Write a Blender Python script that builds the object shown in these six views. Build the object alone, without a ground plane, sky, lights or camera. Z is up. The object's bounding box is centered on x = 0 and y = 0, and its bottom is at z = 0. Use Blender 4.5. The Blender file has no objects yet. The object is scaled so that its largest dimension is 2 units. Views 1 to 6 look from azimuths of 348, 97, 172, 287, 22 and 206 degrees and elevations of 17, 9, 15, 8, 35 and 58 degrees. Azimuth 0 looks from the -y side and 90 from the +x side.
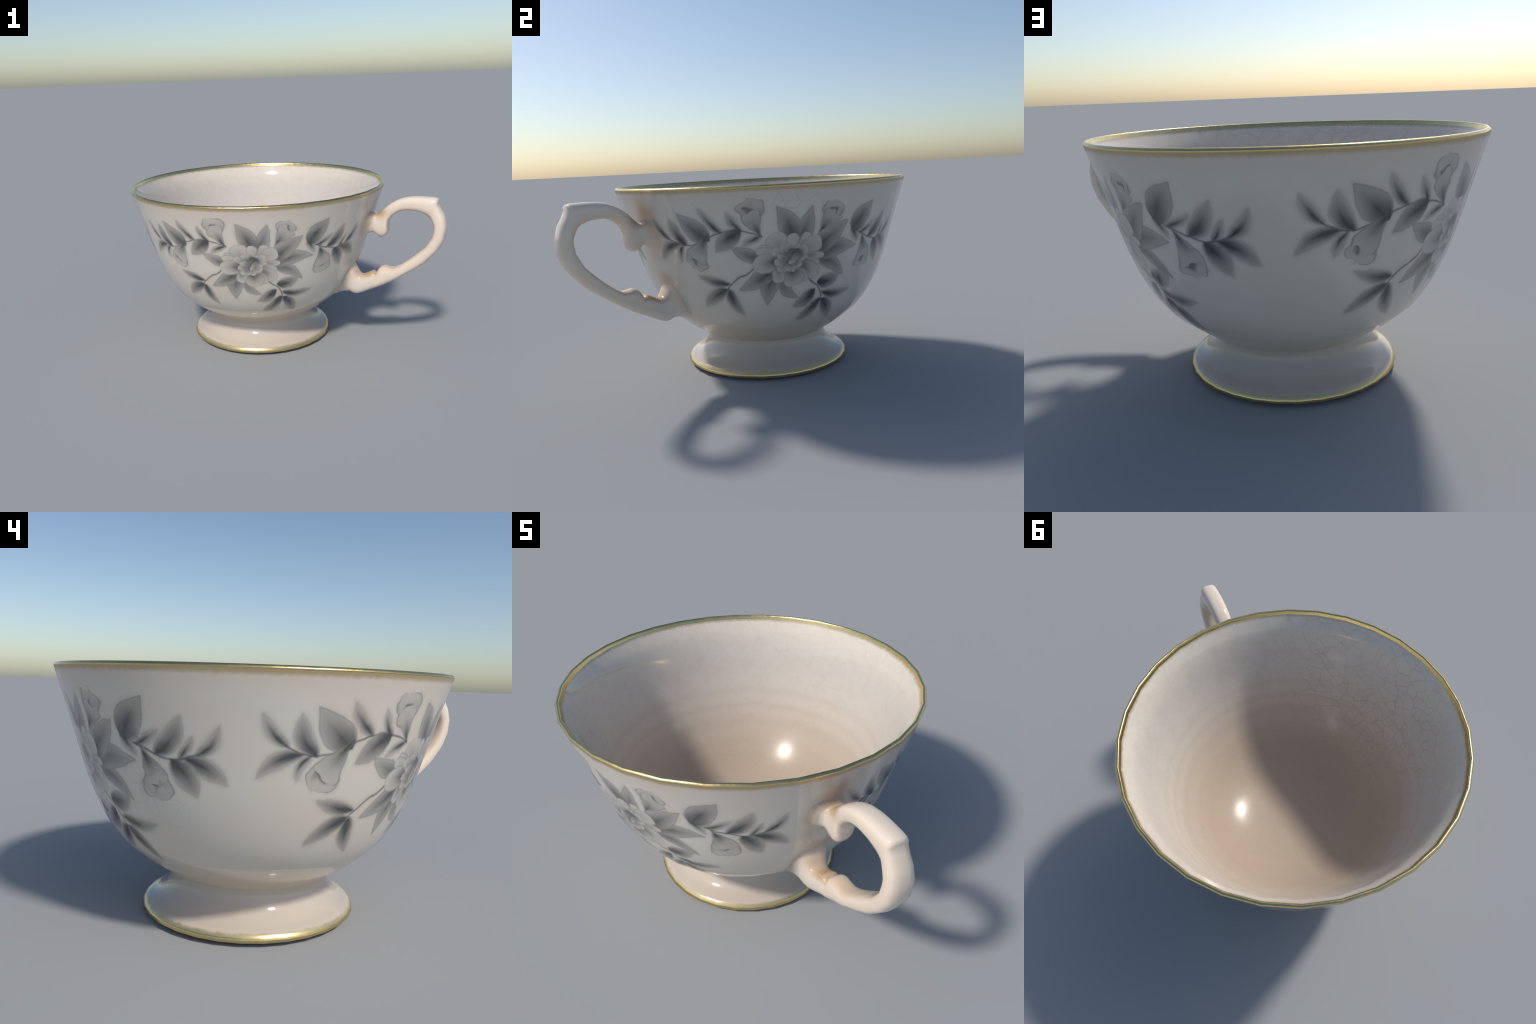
"""Footed porcelain teacup: gilded rim and foot, scrolled handle, grey printed peony garlands."""
import bpy, math
from mathutils import Vector

# ------------------------------------------------------------------ frame
AXIS = Vector((-0.0718, 0.0067, 0.0))      # where the turning axis stands
SEGMENTS = 32                              # facets round the cup
PHASE = math.radians(3.9)                  # turn of the first facet edge
HANDLE_AZ = math.radians(-41.1)            # direction the handle points in
FLOWER_AZ = [math.radians(a) for a in (-106.46, 18.9, 137.0)]
Z_MID = 0.767                              # height of the peony hearts
U_SCALE = 0.80                             # metres of print per radian

# ------------------------------------------------------------------ profiles (radius, height)
WALL = [(0.385, 0.203), (0.388, 0.206), (0.4168, 0.222), (0.4470, 0.241), (0.4890, 0.270), (0.5300, 0.300), (0.5790, 0.340),
        (0.6250, 0.380), (0.6660, 0.430), (0.6980, 0.480), (0.7335, 0.550), (0.7631, 0.620),
        (0.7920, 0.700), (0.8215, 0.800), (0.8500, 0.900), (0.8785, 1.000), (0.9085, 1.100),
        (0.9292, 1.169)]
RIM = [(0.9292, 1.169), (0.9302, 1.1725), (0.9296, 1.1755), (0.9250, 1.1812), (0.9195, 1.1838), (0.9150, 1.1835),
       (0.9110, 1.1795), (0.9080, 1.1730), (0.9045, 1.1620)]
INNER = [(0.9045, 1.162), (0.8930, 1.143), (0.8795, 1.121), (0.8675, 1.100), (0.8560, 1.076), (0.8390, 1.030), (0.8130, 0.945), (0.7830, 0.840),
         (0.7480, 0.740), (0.7080, 0.640), (0.6640, 0.550), (0.6030, 0.460), (0.5320, 0.380),
         (0.4600, 0.318), (0.3800, 0.268), (0.2800, 0.230), (0.1500, 0.205), (0.0, 0.196)]
FOOT = [(0.385, 0.203), (0.3865, 0.190), (0.390, 0.172), (0.400, 0.147), (0.418, 0.120), (0.442, 0.096), (0.468, 0.079),
        (0.494, 0.068), (0.513, 0.059), (0.5225, 0.0500), (0.5272, 0.0435)]
FOOT_BAND = [(0.5272, 0.0435), (0.5286, 0.0410), (0.5333, 0.0282), (0.5330, 0.0258), (0.5290, 0.0225)]
BASE = [(0.5290, 0.0225), (0.517, 0.014), (0.498, 0.006), (0.475, 0.001), (0.455, 0.0), (0.440, 0.004),
        (0.425, 0.020), (0.400, 0.050), (0.300, 0.070), (0.150, 0.074), (0.0, 0.075)]


def spline(points, steps):
    """Catmull-Rom curve through the profile points."""
    out = []
    n = len(points)
    for i in range(n - 1):
        p0, p1, p2, p3 = points[max(i - 1, 0)], points[i], points[i + 1], points[min(i + 2, n - 1)]
        for k in range(steps):
            t = k / steps
            out.append(tuple(0.5 * (2 * b + (c - a) * t + (2 * a - 5 * b + 4 * c - d) * t * t + (3 * b - a - 3 * c + d) * t ** 3)
                             for a, b, c, d in zip(p0, p1, p2, p3)))
    out.append(points[-1])
    return out


def wall_radius(z):
    for (r0, z0), (r1, z1) in zip(WALL, WALL[1:]):
        if z <= z1:
            return r0 + (r1 - r0) * (z - z0) / (z1 - z0)
    return WALL[-1][0]


def wall_normal(p):
    """Outward normal of the bowl wall at a point (axis-centred coordinates)."""
    slope = (wall_radius(p.z + 0.02) - wall_radius(p.z - 0.02)) / 0.04
    n = Vector((p.x, p.y, 0)).normalized()
    n.z = -slope
    return n.normalized()


# ------------------------------------------------------------------ node helpers
class Tree:
    def __init__(self, tree):
        self.t, self.n, self.l = tree, tree.nodes, tree.links

    def put(self, socket, value):
        if isinstance(value, bpy.types.NodeSocket):
            self.l.new(value, socket)
        elif value is not None:
            socket.default_value = value

    def math(self, op, a, b=None, c=None, clamp=False):
        m = self.n.new("ShaderNodeMath")
        m.operation, m.use_clamp = op, clamp
        for s, v in zip(m.inputs, (a, b, c)):
            self.put(s, v)
        return m.outputs[0]

    def vec(self, op, a, b):
        m = self.n.new("ShaderNodeVectorMath")
        m.operation = op
        self.put(m.inputs[0], a)
        self.put(m.inputs[1], b)
        return m.outputs["Value"] if op in ("DOT_PRODUCT", "LENGTH", "DISTANCE") else m.outputs[0]

    def ramp(self, x, lo, hi, a=0.0, b=1.0, smooth=True):
        m = self.n.new("ShaderNodeMapRange")
        m.interpolation_type = "SMOOTHSTEP" if smooth else "LINEAR"
        for s, v in zip(m.inputs[:5], (x, lo, hi, a, b)):
            self.put(s, v)
        return m.outputs[0]

    def mix(self, f, a, b):
        m = self.n.new("ShaderNodeMix")
        m.data_type = "RGBA"
        self.put(m.inputs[0], f)
        self.put(m.inputs[6], a)
        self.put(m.inputs[7], b)
        return m.outputs[2]

    def lerp(self, f, a, b):
        m = self.n.new("ShaderNodeMix")
        m.data_type = "FLOAT"
        self.put(m.inputs[0], f)
        self.put(m.inputs[2], a)
        self.put(m.inputs[3], b)
        return m.outputs[0]

    def noise(self, vector, scale, detail=3.0, rough=0.55):
        m = self.n.new("ShaderNodeTexNoise")
        self.put(m.inputs["Vector"], vector)
        m.inputs["Scale"].default_value, m.inputs["Detail"].default_value, m.inputs["Roughness"].default_value = scale, detail, rough
        return m.outputs[0]

    def cracks(self, vector, scale, width):
        """1 along the cell borders of a slightly warped Voronoi pattern."""
        m = self.n.new("ShaderNodeTexVoronoi")
        m.feature = "DISTANCE_TO_EDGE"
        self.put(m.inputs["Vector"], vector)
        m.inputs["Scale"].default_value = scale
        return self.ramp(m.outputs["Distance"], 0.0, width, 1.0, 0.0)

    def cylinder(self):
        """Object coordinates, height, radius and azimuth about the cup axis."""
        c = self.n.new("ShaderNodeTexCoord").outputs["Object"]
        s = self.n.new("ShaderNodeSeparateXYZ")
        self.l.new(c, s.inputs[0])
        x, y, z = s.outputs
        r = self.math("SQRT", self.math("ADD", self.math("MULTIPLY", x, x), self.math("MULTIPLY", y, y)))
        return c, x, y, z, r, self.math("ARCTAN2", y, x)

    def blob(self, a, a0, wa, b, b0, wb):
        """Soft round spot in two coordinates."""
        p = self.math("DIVIDE", self.math("SUBTRACT", a, a0), wa)
        q = self.math("DIVIDE", self.math("SUBTRACT", b, b0), wb)
        return self.math("EXPONENT", self.math("MULTIPLY", self.math("ADD", self.math("MULTIPLY", p, p), self.math("MULTIPLY", q, q)), -1.0))


def rgb(r, g, b):
    return (r, g, b, 1.0)


WHITE = rgb(0.67, 0.60, 0.515)
COOL = rgb(0.665, 0.625, 0.55)
CREAM = rgb(0.80, 0.675, 0.535)
STAIN = rgb(0.50, 0.33, 0.20)
INK = rgb(0.078, 0.080, 0.083)
GOLD = rgb(0.74, 0.57, 0.25)


def material(name):
    m = bpy.data.materials.new(name)
    m.use_nodes = True
    t = Tree(m.node_tree)
    return m, t, m.node_tree.nodes["Principled BSDF"]


# ------------------------------------------------------------------ the printed garland: one brush stroke as a node group
def stroke_group():
    """A leaf, petal or stem brushed from (Base) towards (Along): soft body, dark heart near the base, fine outline."""
    g = bpy.data.node_groups.new("brush_stroke", "ShaderNodeTree")
    io = g.interface
    for name, kind in (("Place", "NodeSocketVector"), ("Tone", "NodeSocketFloat"), ("Base", "NodeSocketVector"), ("Along", "NodeSocketVector"),
                       ("Across", "NodeSocketVector"), ("Length", "NodeSocketFloat"), ("Bend", "NodeSocketFloat"), ("Width", "NodeSocketFloat"),
                       ("Base Shape", "NodeSocketFloat"), ("Tip Shape", "NodeSocketFloat"), ("Fill", "NodeSocketFloat"), ("Dark", "NodeSocketFloat"),
                       ("Fade", "NodeSocketFloat"), ("Rib", "NodeSocketFloat"), ("Outline", "NodeSocketFloat"), ("Soft", "NodeSocketFloat")):
        io.new_socket(name, in_out="INPUT", socket_type=kind)
    io.new_socket("Tone", in_out="OUTPUT", socket_type="NodeSocketFloat")
    io.new_socket("Next Place", in_out="OUTPUT", socket_type="NodeSocketVector")
    t = Tree(g)
    i = g.nodes.new("NodeGroupInput").outputs
    o = g.nodes.new("NodeGroupOutput").inputs
    d = t.vec("SUBTRACT", i["Place"], i["Base"])
    x = t.vec("DOT_PRODUCT", d, i["Along"])
    y = t.vec("DOT_PRODUCT", d, i["Across"])
    xc = t.math("ADD", x, 0.0, clamp=True)
    x1 = t.math("SUBTRACT", 1.0, xc)
    hump = t.math("MULTIPLY", xc, x1)
    y = t.math("ABSOLUTE", t.math("SUBTRACT", y, t.math("MULTIPLY", hump, i["Bend"])))
    w = t.math("MULTIPLY", t.math("MULTIPLY", t.math("POWER", xc, i["Base Shape"]), t.math("POWER", x1, i["Tip Shape"])), i["Width"])
    over = t.math("MULTIPLY", t.math("ABSOLUTE", t.math("SUBTRACT", x, xc)), i["Length"])
    e = t.math("SUBTRACT", t.math("SUBTRACT", w, y), over)
    mask = t.ramp(e, t.math("MULTIPLY", i["Soft"], -1.0), i["Soft"])
    ratio = t.math("DIVIDE", y, t.math("MAXIMUM", w, 0.0005))
    # the dark heart fills the base and narrows to a spindle along the rib
    spread = t.math("MULTIPLY", t.math("MULTIPLY", ratio, i["Rib"]), t.math("MULTIPLY", xc, 2.4, clamp=True))
    heart = t.math("MULTIPLY", t.math("SUBTRACT", 1.0, spread, clamp=True), t.ramp(x1, t.math("MULTIPLY", i["Fade"], 0.06), t.math("MULTIPLY", i["Fade"], 0.76)))
    body = t.lerp(heart, i["Fill"], i["Dark"])
    line = t.ramp(t.math("ABSOLUTE", e), 0.0003, 0.0075, 1.0, 0.0)
    halo = t.ramp(e, -0.034, 0.004, 0.0, 0.13)
    out = t.lerp(mask, t.math("MAXIMUM", i["Tone"], halo), body)
    out = t.lerp(t.math("MULTIPLY", line, i["Outline"]), out, t.math("MAXIMUM", out, 0.72))
    t.put(o["Tone"], out)
    # hand the place on through a vanishing share of the tone, so strokes are evaluated one after another
    t.put(o["Next Place"], t.vec("ADD", i["Place"], t.math("MULTIPLY", out, 1e-9)))
    return g


class Garland:
    """Chains brush strokes; later ones lie over earlier ones."""

    def __init__(self, tree, place, group):
        self.t, self.place, self.group, self.tone = tree, place, group, 0.0

    def stroke(self, bx, by, tx, ty, half, bend, base, tip, fill, dark, fade, rib, outline, soft):
        dx, dy = tx - bx, ty - by
        length = math.hypot(dx, dy)
        ex, ey = dx / length, dy / length
        peak = base / (base + tip) if base + tip else 0.5
        top = (peak ** base) * ((1 - peak) ** tip)
        n = self.t.n.new("ShaderNodeGroup")
        n.node_tree = self.group
        for key, value in (("Place", self.place), ("Tone", self.tone), ("Base", (bx, by, 0)), ("Along", (ex / length, ey / length, 0)),
                           ("Across", (-ey, ex, 0)), ("Length", length), ("Bend", 4 * bend), ("Width", half / top), ("Base Shape", base), ("Tip Shape", tip),
                           ("Fill", fill), ("Dark", dark), ("Fade", fade), ("Rib", rib), ("Outline", outline), ("Soft", soft)):
            self.t.put(n.inputs[key], value)
        self.tone, self.place = n.outputs[0], n.outputs[1]

    def stem(self, bx, by, tx, ty, bend):
        self.stroke(bx, by, tx, ty, 0.0042, bend, 0.0, 0.0, 0.74, 0.80, 0.5, 0.3, 0.0, 0.0045)

    def leaf(self, bx, by, tx, ty, half, bend, soft=0.012):
        self.stroke(bx, by, tx, ty, half * 1.04, bend, 0.72, 0.92, 0.48, 1.08, 0.98, 0.98, 0.18, soft * 1.2)

    def bigleaf(self, bx, by, tx, ty, half, bend, dark=0.98):
        self.stroke(bx, by, tx, ty, half * 1.03, bend, 0.62, 1.05, 0.45, dark * 1.03, 0.95, 1.0, 0.55, 0.011)

    def cone(self, bx, by, tx, ty, half, bend):
        self.stroke(bx, by, tx, ty, half, bend, 1.35, 0.12, 0.30, 1.06, 1.12, 0.55, 0.60, 0.009)

    def lip(self, bx, by, tx, ty, half, bend):
        self.stroke(bx, by, tx, ty, half, bend, 0.50, 0.34, 0.24, 0.50, 1.1, 0.4, 0.62, 0.009)

    def spot(self, bx, by, tx, ty, half):
        self.stroke(bx, by, tx, ty, half, 0.0, 0.5, 0.5, 0.35, 0.85, 0.6, 1.0, 0.0, 0.012)

    def petal(self, bx, by, tx, ty, half, dark=0.72):
        self.stroke(bx, by, tx, ty, half, 0.0, 0.55, 0.40, 0.21, dark, 1.08, 0.85, 0.40, 0.008)

    def inner(self, bx, by, tx, ty, half):
        self.stroke(bx, by, tx, ty, half, 0.0, 0.55, 0.40, 0.25, 0.80, 1.05, 0.45, 0.26, 0.009)

    def core(self, bx, by, tx, ty, half):
        self.stroke(bx, by, tx, ty, half, 0.0, 0.5, 0.5, 0.60, 1.0, 0.3, 0.7, 0.0, 0.014)


def paint_garland(k):
    # trailing vine, left then right
    k.stem(-0.153, 0.146, -0.274, 0.181, -0.005); k.stem(-0.281, 0.181, -0.429, 0.149, -0.010)
    k.stem(-0.462, 0.132, -0.569, 0.101, 0.008); k.stem(-0.566, 0.101, -0.678, 0.140, 0.008)
    k.stem(0.343, 0.143, 0.434, 0.110, 0.0); k.stem(0.430, 0.110, 0.555, 0.069, -0.004); k.stem(0.552, 0.068, 0.661, 0.097, -0.007)
    # sprig stems under the peony
    k.stem(-0.205, -0.025, -0.263, -0.072, 0.007); k.stem(-0.260, -0.070, -0.367, -0.150, -0.011)
    k.stem(0.098, -0.107, 0.161, -0.157, -0.002); k.stem(0.157, -0.154, 0.209, -0.253, 0.010)
    # leaves of the left vine, outermost first
    k.leaf(-0.669, 0.134, -0.752, 0.250, 0.021, 0.011, 0.016); k.leaf(-0.612, 0.107, -0.768, 0.016, 0.028, -0.022, 0.014)
    k.leaf(-0.586, 0.101, -0.625, 0.005, 0.015, -0.010, 0.014); k.leaf(-0.560, 0.100, -0.632, 0.254, 0.034, 0.020)
    k.leaf(-0.352, 0.176, -0.455, 0.300, 0.021, 0.011, 0.015); k.leaf(-0.252, 0.174, -0.314, 0.275, 0.018, 0.009, 0.013)
    k.bigleaf(-0.428, 0.128, -0.578, 0.278, 0.054, 0.006); k.leaf(-0.258, 0.182, -0.402, 0.069, 0.045, -0.003, 0.007)
    k.leaf(-0.158, 0.146, -0.258, 0.094, 0.017, -0.003, 0.014)
    # leaves of the right vine
    k.leaf(0.343, 0.156, 0.402, 0.072, 0.018, 0.001, 0.013); k.leaf(0.404, 0.119, 0.514, 0.174, 0.016, -0.007, 0.015)
    k.leaf(0.490, 0.086, 0.602, 0.228, 0.036, -0.018, 0.014); k.leaf(0.585, 0.071, 0.639, 0.156, 0.014, -0.005, 0.014)
    k.leaf(0.652, 0.088, 0.735, 0.202, 0.021, -0.016, 0.015); k.leaf(0.605, 0.074, 0.757, -0.019, 0.036, 0.013, 0.014)
    k.leaf(0.552, 0.070, 0.642, -0.070, 0.043, 0.009); k.bigleaf(0.352, 0.136, 0.468, 0.294, 0.056, 0.008)
    # four trumpet blossoms: back lip, dark throat, flared front
    k.lip(-0.494, 0.066, -0.547, -0.027, 0.066, 0.004); k.spot(-0.552, 0.040, -0.508, -0.004, 0.016); k.cone(-0.428, 0.162, -0.523, 0.020, 0.060, -0.002)
    k.lip(-0.197, 0.236, -0.214, 0.341, 0.064, -0.001); k.spot(-0.232, 0.280, -0.180, 0.294, 0.018); k.cone(-0.151, 0.140, -0.211, 0.275, 0.049, 0.006)
    k.lip(0.187, 0.224, 0.214, 0.304, 0.060, -0.006); k.spot(0.194, 0.278, 0.232, 0.236, 0.015); k.cone(0.138, 0.144, 0.216, 0.250, 0.054, 0.002)
    k.lip(0.470, 0.016, 0.480, -0.091, 0.070, -0.001); k.spot(0.450, -0.040, 0.502, -0.034, 0.017); k.cone(0.427, 0.110, 0.477, -0.033, 0.062, 0.008)
    # small sprigs
    k.leaf(-0.350, -0.120, -0.531, -0.070, 0.027, 0.012, 0.011); k.leaf(-0.366, -0.151, -0.546, -0.262, 0.036, -0.008, 0.010)
    k.leaf(-0.360, -0.152, -0.294, -0.314, 0.034, -0.018, 0.012); k.leaf(0.158, -0.140, 0.311, -0.108, 0.042, -0.014, 0.010)
    k.leaf(0.156, -0.182, 0.024, -0.279, 0.040, 0.013, 0.010); k.leaf(0.204, -0.206, 0.424, -0.214, 0.026, -0.019, 0.012)
    k.leaf(0.206, -0.243, 0.062, -0.370, 0.035, 0.014, 0.010); k.leaf(0.214, -0.247, 0.340, -0.392, 0.038, 0.003, 0.010)
    # big leaves behind the peony
    k.bigleaf(-0.056, -0.110, 0.046, -0.218, 0.031, -0.020, 0.66); k.bigleaf(-0.080, -0.040, -0.139, -0.254, 0.055, -0.019, 0.90)
    k.bigleaf(-0.080, -0.025, -0.297, -0.160, 0.045, 0.009); k.bigleaf(-0.160, 0.018, -0.314, 0.090, 0.036, 0.007, 0.85)
    k.bigleaf(0.140, 0.006, 0.333, -0.114, 0.036, 0.019, 0.85); k.bigleaf(0.100, 0.026, 0.392, 0.052, 0.053, 0.016)
    k.bigleaf(0.105, 0.036, 0.306, 0.202, 0.056, -0.002); k.bigleaf(0.020, 0.090, 0.093, 0.291, 0.044, -0.012, 0.90)
    k.bigleaf(0.006, 0.115, -0.078, 0.300, 0.053, -0.011)
    # peony: outer petals, ruffled inner ring, dark heart
    k.petal(-0.062, 0.062, -0.094, 0.155, 0.056, 0.55); k.petal(-0.098, 0.069, -0.166, 0.092, 0.016, 0.4)
    k.petal(0.018, 0.076, -0.012, 0.151, 0.031, 0.45); k.petal(0.042, 0.080, 0.086, 0.150, 0.027, 0.5)
    k.petal(0.050, 0.052, 0.157, 0.107, 0.050, 0.55); k.petal(0.070, 0.023, 0.178, 0.017, 0.021, 0.75)
    k.petal(0.040, 0.010, 0.158, -0.024, 0.022, 0.80); k.petal(0.036, -0.020, 0.156, -0.094, 0.047, 0.85)
    k.petal(0.034, -0.046, 0.094, -0.124, 0.024, 0.6); k.petal(0.004, -0.040, 0.014, -0.150, 0.060, 0.95)
    k.petal(-0.064, -0.030, -0.080, -0.121, 0.035, 0.7)
    k.petal(-0.060, 0.030, -0.188, 0.067, 0.030, 0.6); k.petal(-0.045, 0.008, -0.210, -0.017, 0.055, 1.0)
    k.inner(-0.030, 0.034, -0.110, 0.063, 0.025); k.inner(-0.034, 0.050, -0.058, 0.088, 0.018); k.inner(-0.003, 0.050, -0.001, 0.111, 0.026)
    k.inner(0.015, 0.044, 0.085, 0.066, 0.029); k.inner(0.020, 0.026, 0.090, 0.021, 0.013)
    k.core(0.006, 0.070, -0.010, -0.034, 0.054)
    k.inner(0.015, 0.000, 0.068, 0.007, 0.014); k.inner(0.006, -0.006, 0.060, -0.032, 0.020); k.inner(-0.004, -0.012, 0.016, -0.060, 0.018)
    k.inner(-0.025, -0.010, -0.022, -0.059, 0.018); k.inner(-0.032, -0.008, -0.069, -0.049, 0.021); k.inner(-0.032, 0.000, -0.091, -0.006, 0.019)
    k.inner(-0.034, 0.017, -0.078, 0.030, 0.017)
    k.core(0.024, 0.068, -0.030, -0.028, 0.028); k.inner(0.027, 0.036, -0.010, -0.018, 0.016)


# ------------------------------------------------------------------ materials
def gilding(t, c, color, amount):
    return t.mix(amount, color, GOLD)


def glazed(name):
    m, t, b = material(name)
    b.inputs["Roughness"].default_value = 0.075
    b.inputs["IOR"].default_value = 1.5
    return m, t, b


def bowl_material():
    m, t, b = glazed("printed_porcelain")
    c, x, y, z, r, az = t.cylinder()
    # fold the three garlands onto one drawing
    two_pi = 2 * math.pi
    seam = math.radians(-164.7)
    turn = t.math("MODULO", t.math("ADD", t.math("SUBTRACT", az, seam), two_pi), two_pi)
    f = [(a - seam) % two_pi for a in FLOWER_AZ]
    second = t.math("GREATER_THAN", turn, math.radians(126.5))
    third = t.math("GREATER_THAN", turn, math.radians(242.7))
    centre = t.math("ADD", f[0], t.math("ADD", t.math("MULTIPLY", second, f[1] - f[0]), t.math("MULTIPLY", third, f[2] - f[1])))
    u = t.math("MULTIPLY", t.math("SUBTRACT", turn, centre), U_SCALE)
    v = t.math("SUBTRACT", z, Z_MID)
    comb = t.n.new("ShaderNodeCombineXYZ")
    # the drawn edges waver a little
    wob = t.noise(c, 11.0, 1.0)
    wob2 = t.noise(t.vec("ADD", c, (3.1, 1.7, 0.4)), 11.0, 1.0)
    # blossoms are ruffled, leaves are not
    ruffle = t.math("MULTIPLY", t.blob(u, -0.02, 0.17, v, -0.01, 0.16), 0.030)
    for bu, bv in ((-0.535, 0.005), (-0.21, 0.29), (0.21, 0.27), (0.478, -0.045)):
        ruffle = t.math("MAXIMUM", ruffle, t.math("MULTIPLY", t.blob(u, bu, 0.075, v, bv, 0.075), 0.055))
    fine = t.math("SUBTRACT", t.noise(c, 24.0, 0.0), 0.5)
    fine2 = t.math("SUBTRACT", t.noise(t.vec("ADD", c, (1.3, 0.7, 2.4)), 24.0, 0.0), 0.5)
    t.put(comb.inputs[0], t.math("ADD", t.math("ADD", u, t.math("MULTIPLY", fine, ruffle)), t.math("MULTIPLY", t.math("SUBTRACT", wob, 0.5), 0.016)))
    t.put(comb.inputs[1], t.math("ADD", t.math("ADD", v, t.math("MULTIPLY", fine2, ruffle)), t.math("MULTIPLY", t.math("SUBTRACT", wob2, 0.5), 0.016)))
    k = Garland(t, comb.outputs[0], stroke_group())
    paint_garland(k)
    # porcelain under the print
    tint = t.noise(c, 4.0, 4.0)
    col = t.mix(t.ramp(tint, 0.35, 0.65), WHITE, COOL)
    col = t.mix(t.ramp(z, 1.06, 1.15, 0.0, 0.55), col, rgb(0.64, 0.54, 0.45))
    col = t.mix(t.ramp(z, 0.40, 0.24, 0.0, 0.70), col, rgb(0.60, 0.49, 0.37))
    warp = t.n.new("ShaderNodeTexNoise")
    t.put(warp.inputs["Vector"], c)
    warp.inputs["Scale"].default_value = 6.0
    cc = t.vec("ADD", c, t.vec("MULTIPLY", warp.outputs["Color"], (0.05, 0.05, 0.05)))
    where = t.math("MAXIMUM", t.blob(az, 0.36, 0.42, z, 1.09, 0.11), t.math("MULTIPLY", t.blob(az, 2.98, 0.20, z, 0.78, 0.45), 0.8))
    where = t.math("MULTIPLY", where, t.ramp(t.noise(c, 4.0, 1.0), 0.30, 0.60, 0.06, 0.34))
    crack = t.math("MULTIPLY", t.cracks(cc, 12.0, 0.045), where)
    col = t.mix(crack, col, rgb(0.40, 0.36, 0.30))
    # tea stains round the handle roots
    daz = t.math("SUBTRACT", az, HANDLE_AZ)
    stain = t.blob(daz, 0.040, 0.085, z, 1.050, 0.070)
    stain = t.math("MAXIMUM", stain, t.math("MULTIPLY", t.blob(daz, -0.01, 0.10, z, 0.79, 0.06), 0.40))
    stain = t.math("MAXIMUM", stain, t.math("MULTIPLY", t.blob(daz, 0.03, 0.10, z, 0.655, 0.05), 0.80))
    col = t.mix(t.math("MULTIPLY", stain, 0.80), col, STAIN)
    ink = t.math("MULTIPLY", k.tone, t.ramp(t.noise(c, 9.0, 3.0), 0.2, 0.8, 0.88, 1.06, smooth=False), clamp=True)
    col = t.mix(ink, col, INK)
    edge = t.math("ADD", z, t.math("MULTIPLY", t.math("SUBTRACT", t.noise(c, 45.0, 2.0), 0.5), 0.012))
    gold = t.ramp(edge, 1.142, 1.164)
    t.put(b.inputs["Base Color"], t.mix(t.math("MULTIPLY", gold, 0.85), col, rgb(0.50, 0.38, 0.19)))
    t.put(b.inputs["Metallic"], t.math("MULTIPLY", gold, 0.35))
    t.put(b.inputs["Roughness"], t.lerp(gold, t.ramp(z, 0.42, 0.28, 0.075, 0.17), 0.35))
    return m


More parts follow.
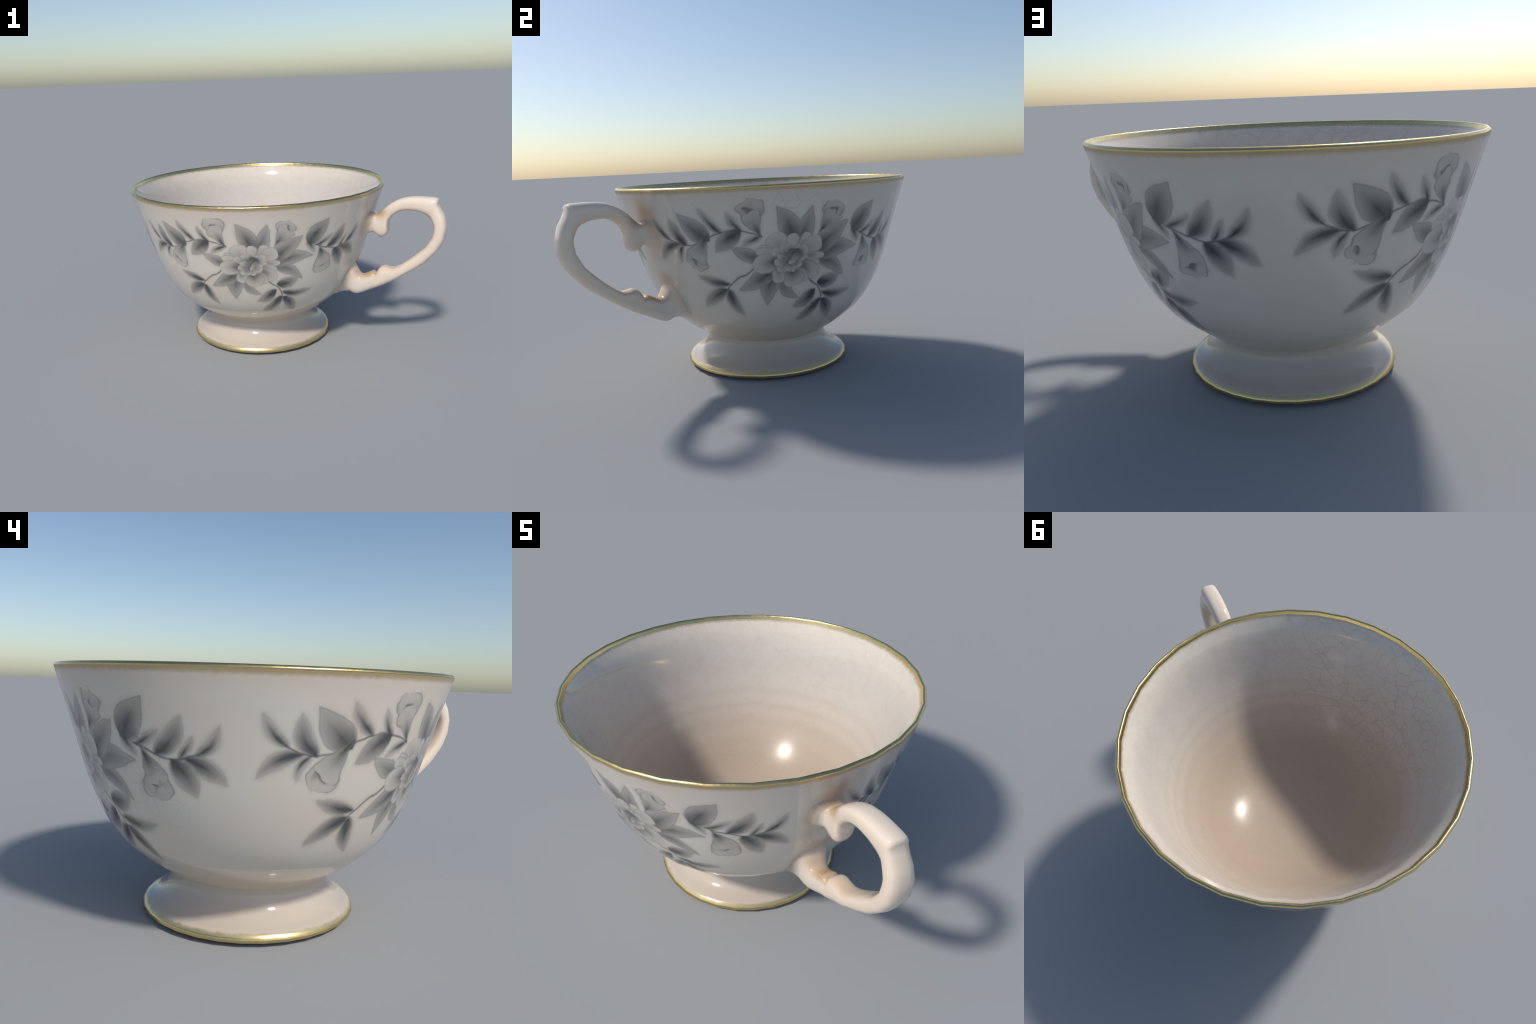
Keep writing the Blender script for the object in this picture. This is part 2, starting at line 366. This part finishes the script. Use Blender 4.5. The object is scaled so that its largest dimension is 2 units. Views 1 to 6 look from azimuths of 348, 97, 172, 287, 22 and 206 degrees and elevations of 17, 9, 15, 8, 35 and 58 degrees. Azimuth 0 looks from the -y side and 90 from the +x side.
def interior_material():
    m, t, b = glazed("tea_stained_glaze")
    c, x, y, z, r, az = t.cylinder()
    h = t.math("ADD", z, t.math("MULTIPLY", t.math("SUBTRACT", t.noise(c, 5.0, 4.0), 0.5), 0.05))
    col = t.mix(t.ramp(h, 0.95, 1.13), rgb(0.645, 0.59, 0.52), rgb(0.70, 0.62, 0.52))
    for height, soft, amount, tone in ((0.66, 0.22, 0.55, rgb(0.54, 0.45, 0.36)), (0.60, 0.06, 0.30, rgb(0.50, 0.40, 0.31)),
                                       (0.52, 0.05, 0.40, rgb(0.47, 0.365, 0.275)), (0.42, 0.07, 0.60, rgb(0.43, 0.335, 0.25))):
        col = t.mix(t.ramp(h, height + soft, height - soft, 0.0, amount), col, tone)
    # tide marks: soft concentric brown and pale bands
    tide = t.math("ADD", z, t.math("MULTIPLY", t.math("SUBTRACT", t.noise(c, 3.0, 3.0), 0.5), 0.035))
    for height, wide, amount, tone in ((0.735, 0.016, 0.26, rgb(0.47, 0.38, 0.28)), (0.690, 0.018, 0.30, rgb(0.64, 0.57, 0.48)),
                                       (0.640, 0.014, 0.34, rgb(0.44, 0.34, 0.245)), (0.600, 0.016, 0.25, rgb(0.62, 0.53, 0.44)),
                                       (0.545, 0.022, 0.34, rgb(0.42, 0.32, 0.225)), (0.440, 0.014, 0.22, rgb(0.40, 0.30, 0.215))):
        col = t.mix(t.math("MULTIPLY", t.blob(tide, height, t.math("MULTIPLY", wide, 1.5), z, height, 1.0), amount * 0.6), col, tone)
    col = t.mix(t.ramp(t.noise(c, 13.0, 4.0, 0.65), 0.40, 0.75, 0.0, 0.16), col, rgb(0.50, 0.40, 0.30))
    patch = t.ramp(t.blob(az, -1.85, 0.80, z, 0.80, 0.40), 0.05, 0.70, 0.06, 0.25)
    patch = t.math("MULTIPLY", patch, t.ramp(t.noise(c, 2.5, 1.0), 0.30, 0.50, 0.45, 1.0))
    warp = t.n.new("ShaderNodeTexNoise")
    t.put(warp.inputs["Vector"], c)
    warp.inputs["Scale"].default_value = 6.0
    cc = t.vec("ADD", c, t.vec("MULTIPLY", warp.outputs["Color"], (0.05, 0.05, 0.05)))
    col = t.mix(t.math("MULTIPLY", t.cracks(cc, 13.0, 0.065), patch), col, rgb(0.22, 0.19, 0.16))
    edge = t.math("ADD", z, t.math("MULTIPLY", t.math("SUBTRACT", t.noise(c, 45.0, 2.0), 0.5), 0.014))
    gold = t.ramp(edge, 1.144, 1.164)
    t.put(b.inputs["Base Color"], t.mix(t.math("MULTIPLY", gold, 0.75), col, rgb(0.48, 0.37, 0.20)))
    t.put(b.inputs["Metallic"], t.math("MULTIPLY", gold, 0.35))
    t.put(b.inputs["Roughness"], t.lerp(t.ramp(z, 1.05, 0.80), 0.075, t.ramp(z, 0.70, 0.35, 0.17, 0.25)))
    t.put(b.inputs["Specular IOR Level"], t.ramp(z, 1.00, 0.60, 0.5, 0.30))
    return m


def foot_material():
    m, t, b = glazed("foot_glaze")
    c, x, y, z, r, az = t.cylinder()
    col = t.mix(t.ramp(t.noise(c, 6.0, 4.0), 0.35, 0.65), rgb(0.565, 0.49, 0.40), rgb(0.565, 0.475, 0.395))
    col = t.mix(t.ramp(z, 0.15, 0.20, 0.0, 0.3), col, rgb(0.52, 0.47, 0.40))
    edge = t.math("ADD", r, t.math("MULTIPLY", t.math("SUBTRACT", t.noise(c, 40.0, 3.0), 0.5), 0.012))
    gold = t.math("MULTIPLY", t.ramp(edge, 0.508, 0.524), t.ramp(z, 0.02, 0.03))
    t.put(b.inputs["Base Color"], t.mix(t.math("MULTIPLY", gold, 0.8), col, GOLD))
    t.put(b.inputs["Metallic"], t.math("MULTIPLY", gold, 0.7))
    t.put(b.inputs["Roughness"], t.lerp(gold, 0.07, 0.28))
    return m


def gold_material():
    m, t, b = material("worn_gilding")
    c, x, y, z, r, az = t.cylinder()
    col = t.mix(t.ramp(t.noise(c, 18.0, 3.0), 0.35, 0.7), GOLD, rgb(0.70, 0.54, 0.26))
    t.put(b.inputs["Base Color"], col)
    b.inputs["Metallic"].default_value = 1.0
    t.put(b.inputs["Roughness"], t.ramp(t.noise(c, 30.0, 3.0), 0.3, 0.7, 0.20, 0.30))
    bump = t.n.new("ShaderNodeBump")
    bump.inputs["Strength"].default_value, bump.inputs["Distance"].default_value = 0.10, 0.003
    t.put(bump.inputs["Height"], t.noise(c, 40.0, 3.0))
    t.l.new(bump.outputs[0], b.inputs["Normal"])
    return m


def handle_material():
    m, t, b = glazed("cream_glaze")
    c, x, y, z, r, az = t.cylinder()
    d = t.math("ADD", t.math("MULTIPLY", x, math.cos(HANDLE_AZ)), t.math("MULTIPLY", y, math.sin(HANDLE_AZ)))
    col = t.mix(t.ramp(t.noise(c, 5.0, 4.0), 0.35, 0.65), CREAM, rgb(0.80, 0.665, 0.55))
    col = t.mix(t.ramp(d, 0.99, 0.86, 0.0, 0.55), col, COOL)
    geo = t.n.new("ShaderNodeNewGeometry")
    s = t.n.new("ShaderNodeSeparateXYZ")
    t.l.new(geo.outputs["Normal"], s.inputs[0])
    up = t.ramp(s.outputs[2], 0.0, 0.6)
    stain = t.math("MULTIPLY", t.math("MULTIPLY", t.blob(d, 0.935, 0.070, z, 1.012, 0.040), t.ramp(s.outputs[2], -0.4, 0.3)), 1.0)
    stain = t.math("MAXIMUM", stain, t.math("MULTIPLY", t.math("MULTIPLY", t.blob(d, 0.865, 0.090, z, 0.575, 0.050), up), 1.0))
    stain = t.math("MAXIMUM", stain, t.math("MULTIPLY", t.math("MULTIPLY", t.blob(d, 1.02, 0.12, z, 0.63, 0.04), up), 0.30))
    # shading inside the loop, painted as a browner tint on faces turned inward
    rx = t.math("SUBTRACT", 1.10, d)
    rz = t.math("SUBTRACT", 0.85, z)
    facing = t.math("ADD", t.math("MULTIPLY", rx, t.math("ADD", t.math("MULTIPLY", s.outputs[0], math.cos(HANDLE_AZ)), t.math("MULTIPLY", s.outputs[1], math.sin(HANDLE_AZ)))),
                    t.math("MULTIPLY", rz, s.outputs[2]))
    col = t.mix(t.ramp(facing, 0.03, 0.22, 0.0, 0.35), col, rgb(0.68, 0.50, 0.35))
    col = t.mix(stain, col, rgb(0.50, 0.325, 0.185))
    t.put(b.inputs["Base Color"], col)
    b.inputs["Roughness"].default_value = 0.10
    return m


# ------------------------------------------------------------------ geometry
def add_object(name, verts, faces, normals, mat, parent):
    me = bpy.data.meshes.new(name)
    me.from_pydata([tuple(v) for v in verts], [], faces)
    me.polygons.foreach_set("use_smooth", [True] * len(me.polygons))
    me.materials.append(mat)
    me.update()
    if normals:
        me.normals_split_custom_set_from_vertices([tuple(n) for n in normals])
    ob = bpy.data.objects.new(name, me)
    bpy.context.scene.collection.objects.link(ob)
    ob.parent = parent
    return ob


def profile_normals(points):
    """Normals in the (radius, height) plane, to the left of the direction of travel turned outwards."""
    out = []
    for i, p in enumerate(points):
        n = Vector((0, 0))
        for a, b in ((i - 1, i), (i, i + 1)):
            if 0 <= a and b < len(points):
                e = Vector((points[b][0] - points[a][0], points[b][1] - points[a][1]))
                if e.length > 1e-6:
                    n += Vector((e.y, -e.x)).normalized() / max(e.length, 0.002)
        out.append(n.normalized())
    return out


def revolve(name, points, normals, mat, parent):
    verts, norms, faces, rows = [], [], [], []
    for (r, z), n in zip(points, normals):
        if r < 1e-6:
            rows.append([len(verts)])
            verts.append(Vector((0, 0, z)))
            norms.append(Vector((0, 0, 1 if n.y > 0 else -1)))
            continue
        rows.append(list(range(len(verts), len(verts) + SEGMENTS)))
        for k in range(SEGMENTS):
            a = PHASE + 2 * math.pi * k / SEGMENTS
            verts.append(Vector((r * math.cos(a), r * math.sin(a), z)))
            norms.append(Vector((n.x * math.cos(a), n.x * math.sin(a), n.y)))
    for a, b in zip(rows, rows[1:]):
        for k in range(SEGMENTS):
            j = (k + 1) % SEGMENTS
            if len(b) == 1:
                faces.append((a[k], a[j], b[0]))
            elif len(a) == 1:
                faces.append((a[0], b[j], b[k]))
            else:
                faces.append((a[k], a[j], b[j], b[k]))
    return add_object(name, verts, faces, norms, mat, parent)


def build_body(parent):
    """One turned profile from the bowl floor over the rim and down to the base, cut into parts with shared normals."""
    wall, rim, inner = spline(WALL, 2), spline(RIM, 2), spline(INNER, 3)
    foot, band, base = spline(FOOT, 3), spline(FOOT_BAND, 1), spline(BASE, 2)
    up = wall + rim[1:] + inner[1:]
    n_up = profile_normals(up)
    a, b = len(wall), len(wall) + len(rim) - 1
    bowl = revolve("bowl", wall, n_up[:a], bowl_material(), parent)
    revolve("rim_band", rim, n_up[a - 1:b], gold_material(), parent)
    revolve("bowl_interior", inner, n_up[b - 1:], interior_material(), parent)
    down = foot + band[1:] + base[1:]
    n_down = [-n for n in profile_normals(down)]
    a, b = len(foot), len(foot) + len(band) - 1
    glaze, gold = foot_material(), bpy.data.materials["worn_gilding"]
    for name, pts, nrm, mat in (("foot", foot, n_down[:a], glaze), ("foot_band", band, n_down[a - 1:b], gold), ("foot_underside", base, n_down[b - 1:], glaze)):
        revolve(name, pts[::-1], nrm[::-1], mat, parent)


# handle: outer edge, inner edge as (distance from axis, height), half width
STATIONS = [
    ((0.858, 1.012), (0.815, 0.826), 0.108), ((0.884, 1.000), (0.846, 0.842), 0.088), ((0.905, 0.993), (0.869, 0.856), 0.070),
    ((0.918, 0.992), (0.889, 0.866), 0.059), ((0.925, 0.995), (0.908, 0.868), 0.054), ((0.932, 1.001), (0.926, 0.853), 0.051),
    ((0.938, 1.007), (0.945, 0.841), 0.050), ((0.946, 1.015), (0.966, 0.838), 0.049), ((0.956, 1.025), (0.990, 0.852), 0.049),
    ((0.966, 1.035), (1.003, 0.880), 0.049), ((0.976, 1.044), (1.001, 0.920), 0.049), ((0.989, 1.056), (1.006, 0.955), 0.049),
    ((1.006, 1.069), (1.030, 0.990), 0.049), ((1.031, 1.087), (1.063, 1.016), 0.049), ((1.066, 1.106), (1.090, 1.030), 0.0500),
    ((1.110, 1.122), (1.125, 1.0375), 0.0510), ((1.165, 1.131), (1.160, 1.038), 0.0520), ((1.210, 1.133), (1.195, 1.035), 0.0525),
    ((1.255, 1.1325), (1.225, 1.028), 0.0530), ((1.295, 1.1315), (1.250, 1.018), 0.0530), ((1.314, 1.129), (1.265, 1.009), 0.0530),
    ((1.326, 1.118), (1.277, 0.998), 0.0520), ((1.323, 1.102), (1.288, 0.984), 0.0530), ((1.336, 1.070), (1.300, 0.960), 0.0550),
    ((1.367, 1.020), (1.308, 0.937), 0.0580), ((1.387, 0.953), (1.306, 0.910), 0.0610), ((1.380, 0.865), (1.300, 0.872), 0.0620),
    ((1.343, 0.783), (1.260, 0.798), 0.0610), ((1.265, 0.690), (1.211, 0.750), 0.0580), ((1.205, 0.641), (1.160, 0.702), 0.0550),
    ((1.144, 0.599), (1.100, 0.655), 0.0530), ((1.090, 0.560), (1.052, 0.627), 0.0520), ((1.052, 0.534), (1.018, 0.627), 0.0510),
    ((1.021, 0.515), (0.990, 0.634), 0.050), ((0.996, 0.500), (0.968, 0.629), 0.050), ((0.976, 0.489), (0.950, 0.613), 0.050),
    ((0.960, 0.481), (0.938, 0.594), 0.050), ((0.950, 0.476), (0.931, 0.577), 0.050), ((0.943, 0.473), (0.927, 0.570), 0.050), ((0.934, 0.468), (0.919, 0.577), 0.050), ((0.918, 0.460), (0.904, 0.586), 0.051),
    ((0.886, 0.444), (0.879, 0.573), 0.052), ((0.856, 0.428), (0.853, 0.559), 0.054), ((0.831, 0.416), (0.829, 0.548), 0.057),
    ((0.808, 0.405), (0.806, 0.552), 0.061), ((0.787, 0.402), (0.791, 0.570), 0.066), ((0.768, 0.406), (0.779, 0.588), 0.072),
    ((0.748, 0.418), (0.770, 0.602), 0.079), ((0.712, 0.414), (0.760, 0.616), 0.087), ((0.672, 0.402), (0.750, 0.628), 0.096),
    ((0.628, 0.380), (0.735, 0.640), 0.106)]
RING = 16


def build_handle(parent):
    along = Vector((math.cos(HANDLE_AZ), math.sin(HANDLE_AZ), 0))
    side = Vector((-along.y, along.x, 0))
    verts, faces = [], []
    for outer, inner, half in STATIONS:
        o = along * outer[0] + Vector((0, 0, outer[1]))
        i = along * inner[0] + Vector((0, 0, inner[1]))
        mid, axis = (o + i) / 2, (o - i) / 2
        for k in range(RING):
            a = 2 * math.pi * (k + 0.5) / RING
            c, s = math.cos(a), math.sin(a)
            power = 2 / 3.0                      # rounded-box section
            verts.append(mid + axis * math.copysign(abs(c) ** power, c) + side * half * math.copysign(abs(s) ** power, s))
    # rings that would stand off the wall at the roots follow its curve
    n = len(STATIONS)
    for j in range(n - 1):
        for k in range(RING):
            m = (k + 1) % RING
            faces.append((j * RING + k, (j + 1) * RING + k, (j + 1) * RING + m, j * RING + m))
    faces.append(tuple(range(RING)))
    faces.append(tuple((n - 1) * RING + k for k in reversed(range(RING))))
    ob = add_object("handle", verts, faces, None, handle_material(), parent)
    # let the shading run into the bowl at both roots
    normals = [v.normal.copy() for v in ob.data.vertices]
    for j, share in ((0, 1.0), (1, 0.9), (2, 0.6), (3, 0.2), (n - 1, 1.0), (n - 2, 0.9), (n - 3, 0.55), (n - 4, 0.2)):
        for k in range(RING):
            q = j * RING + k
            normals[q] = normals[q].lerp(wall_normal(verts[q]), share).normalized()
    ob.data.normals_split_custom_set_from_vertices([tuple(v) for v in normals])
    return ob


# ------------------------------------------------------------------ assemble
cup = bpy.data.objects.new("teacup", None)
cup.empty_display_size = 0.3
cup.location = AXIS
bpy.context.scene.collection.objects.link(cup)
cup["label"] = "footed white porcelain teacup with gold rim and grey peony print"
cup["category"] = "teacup"
build_body(cup)
build_handle(cup)
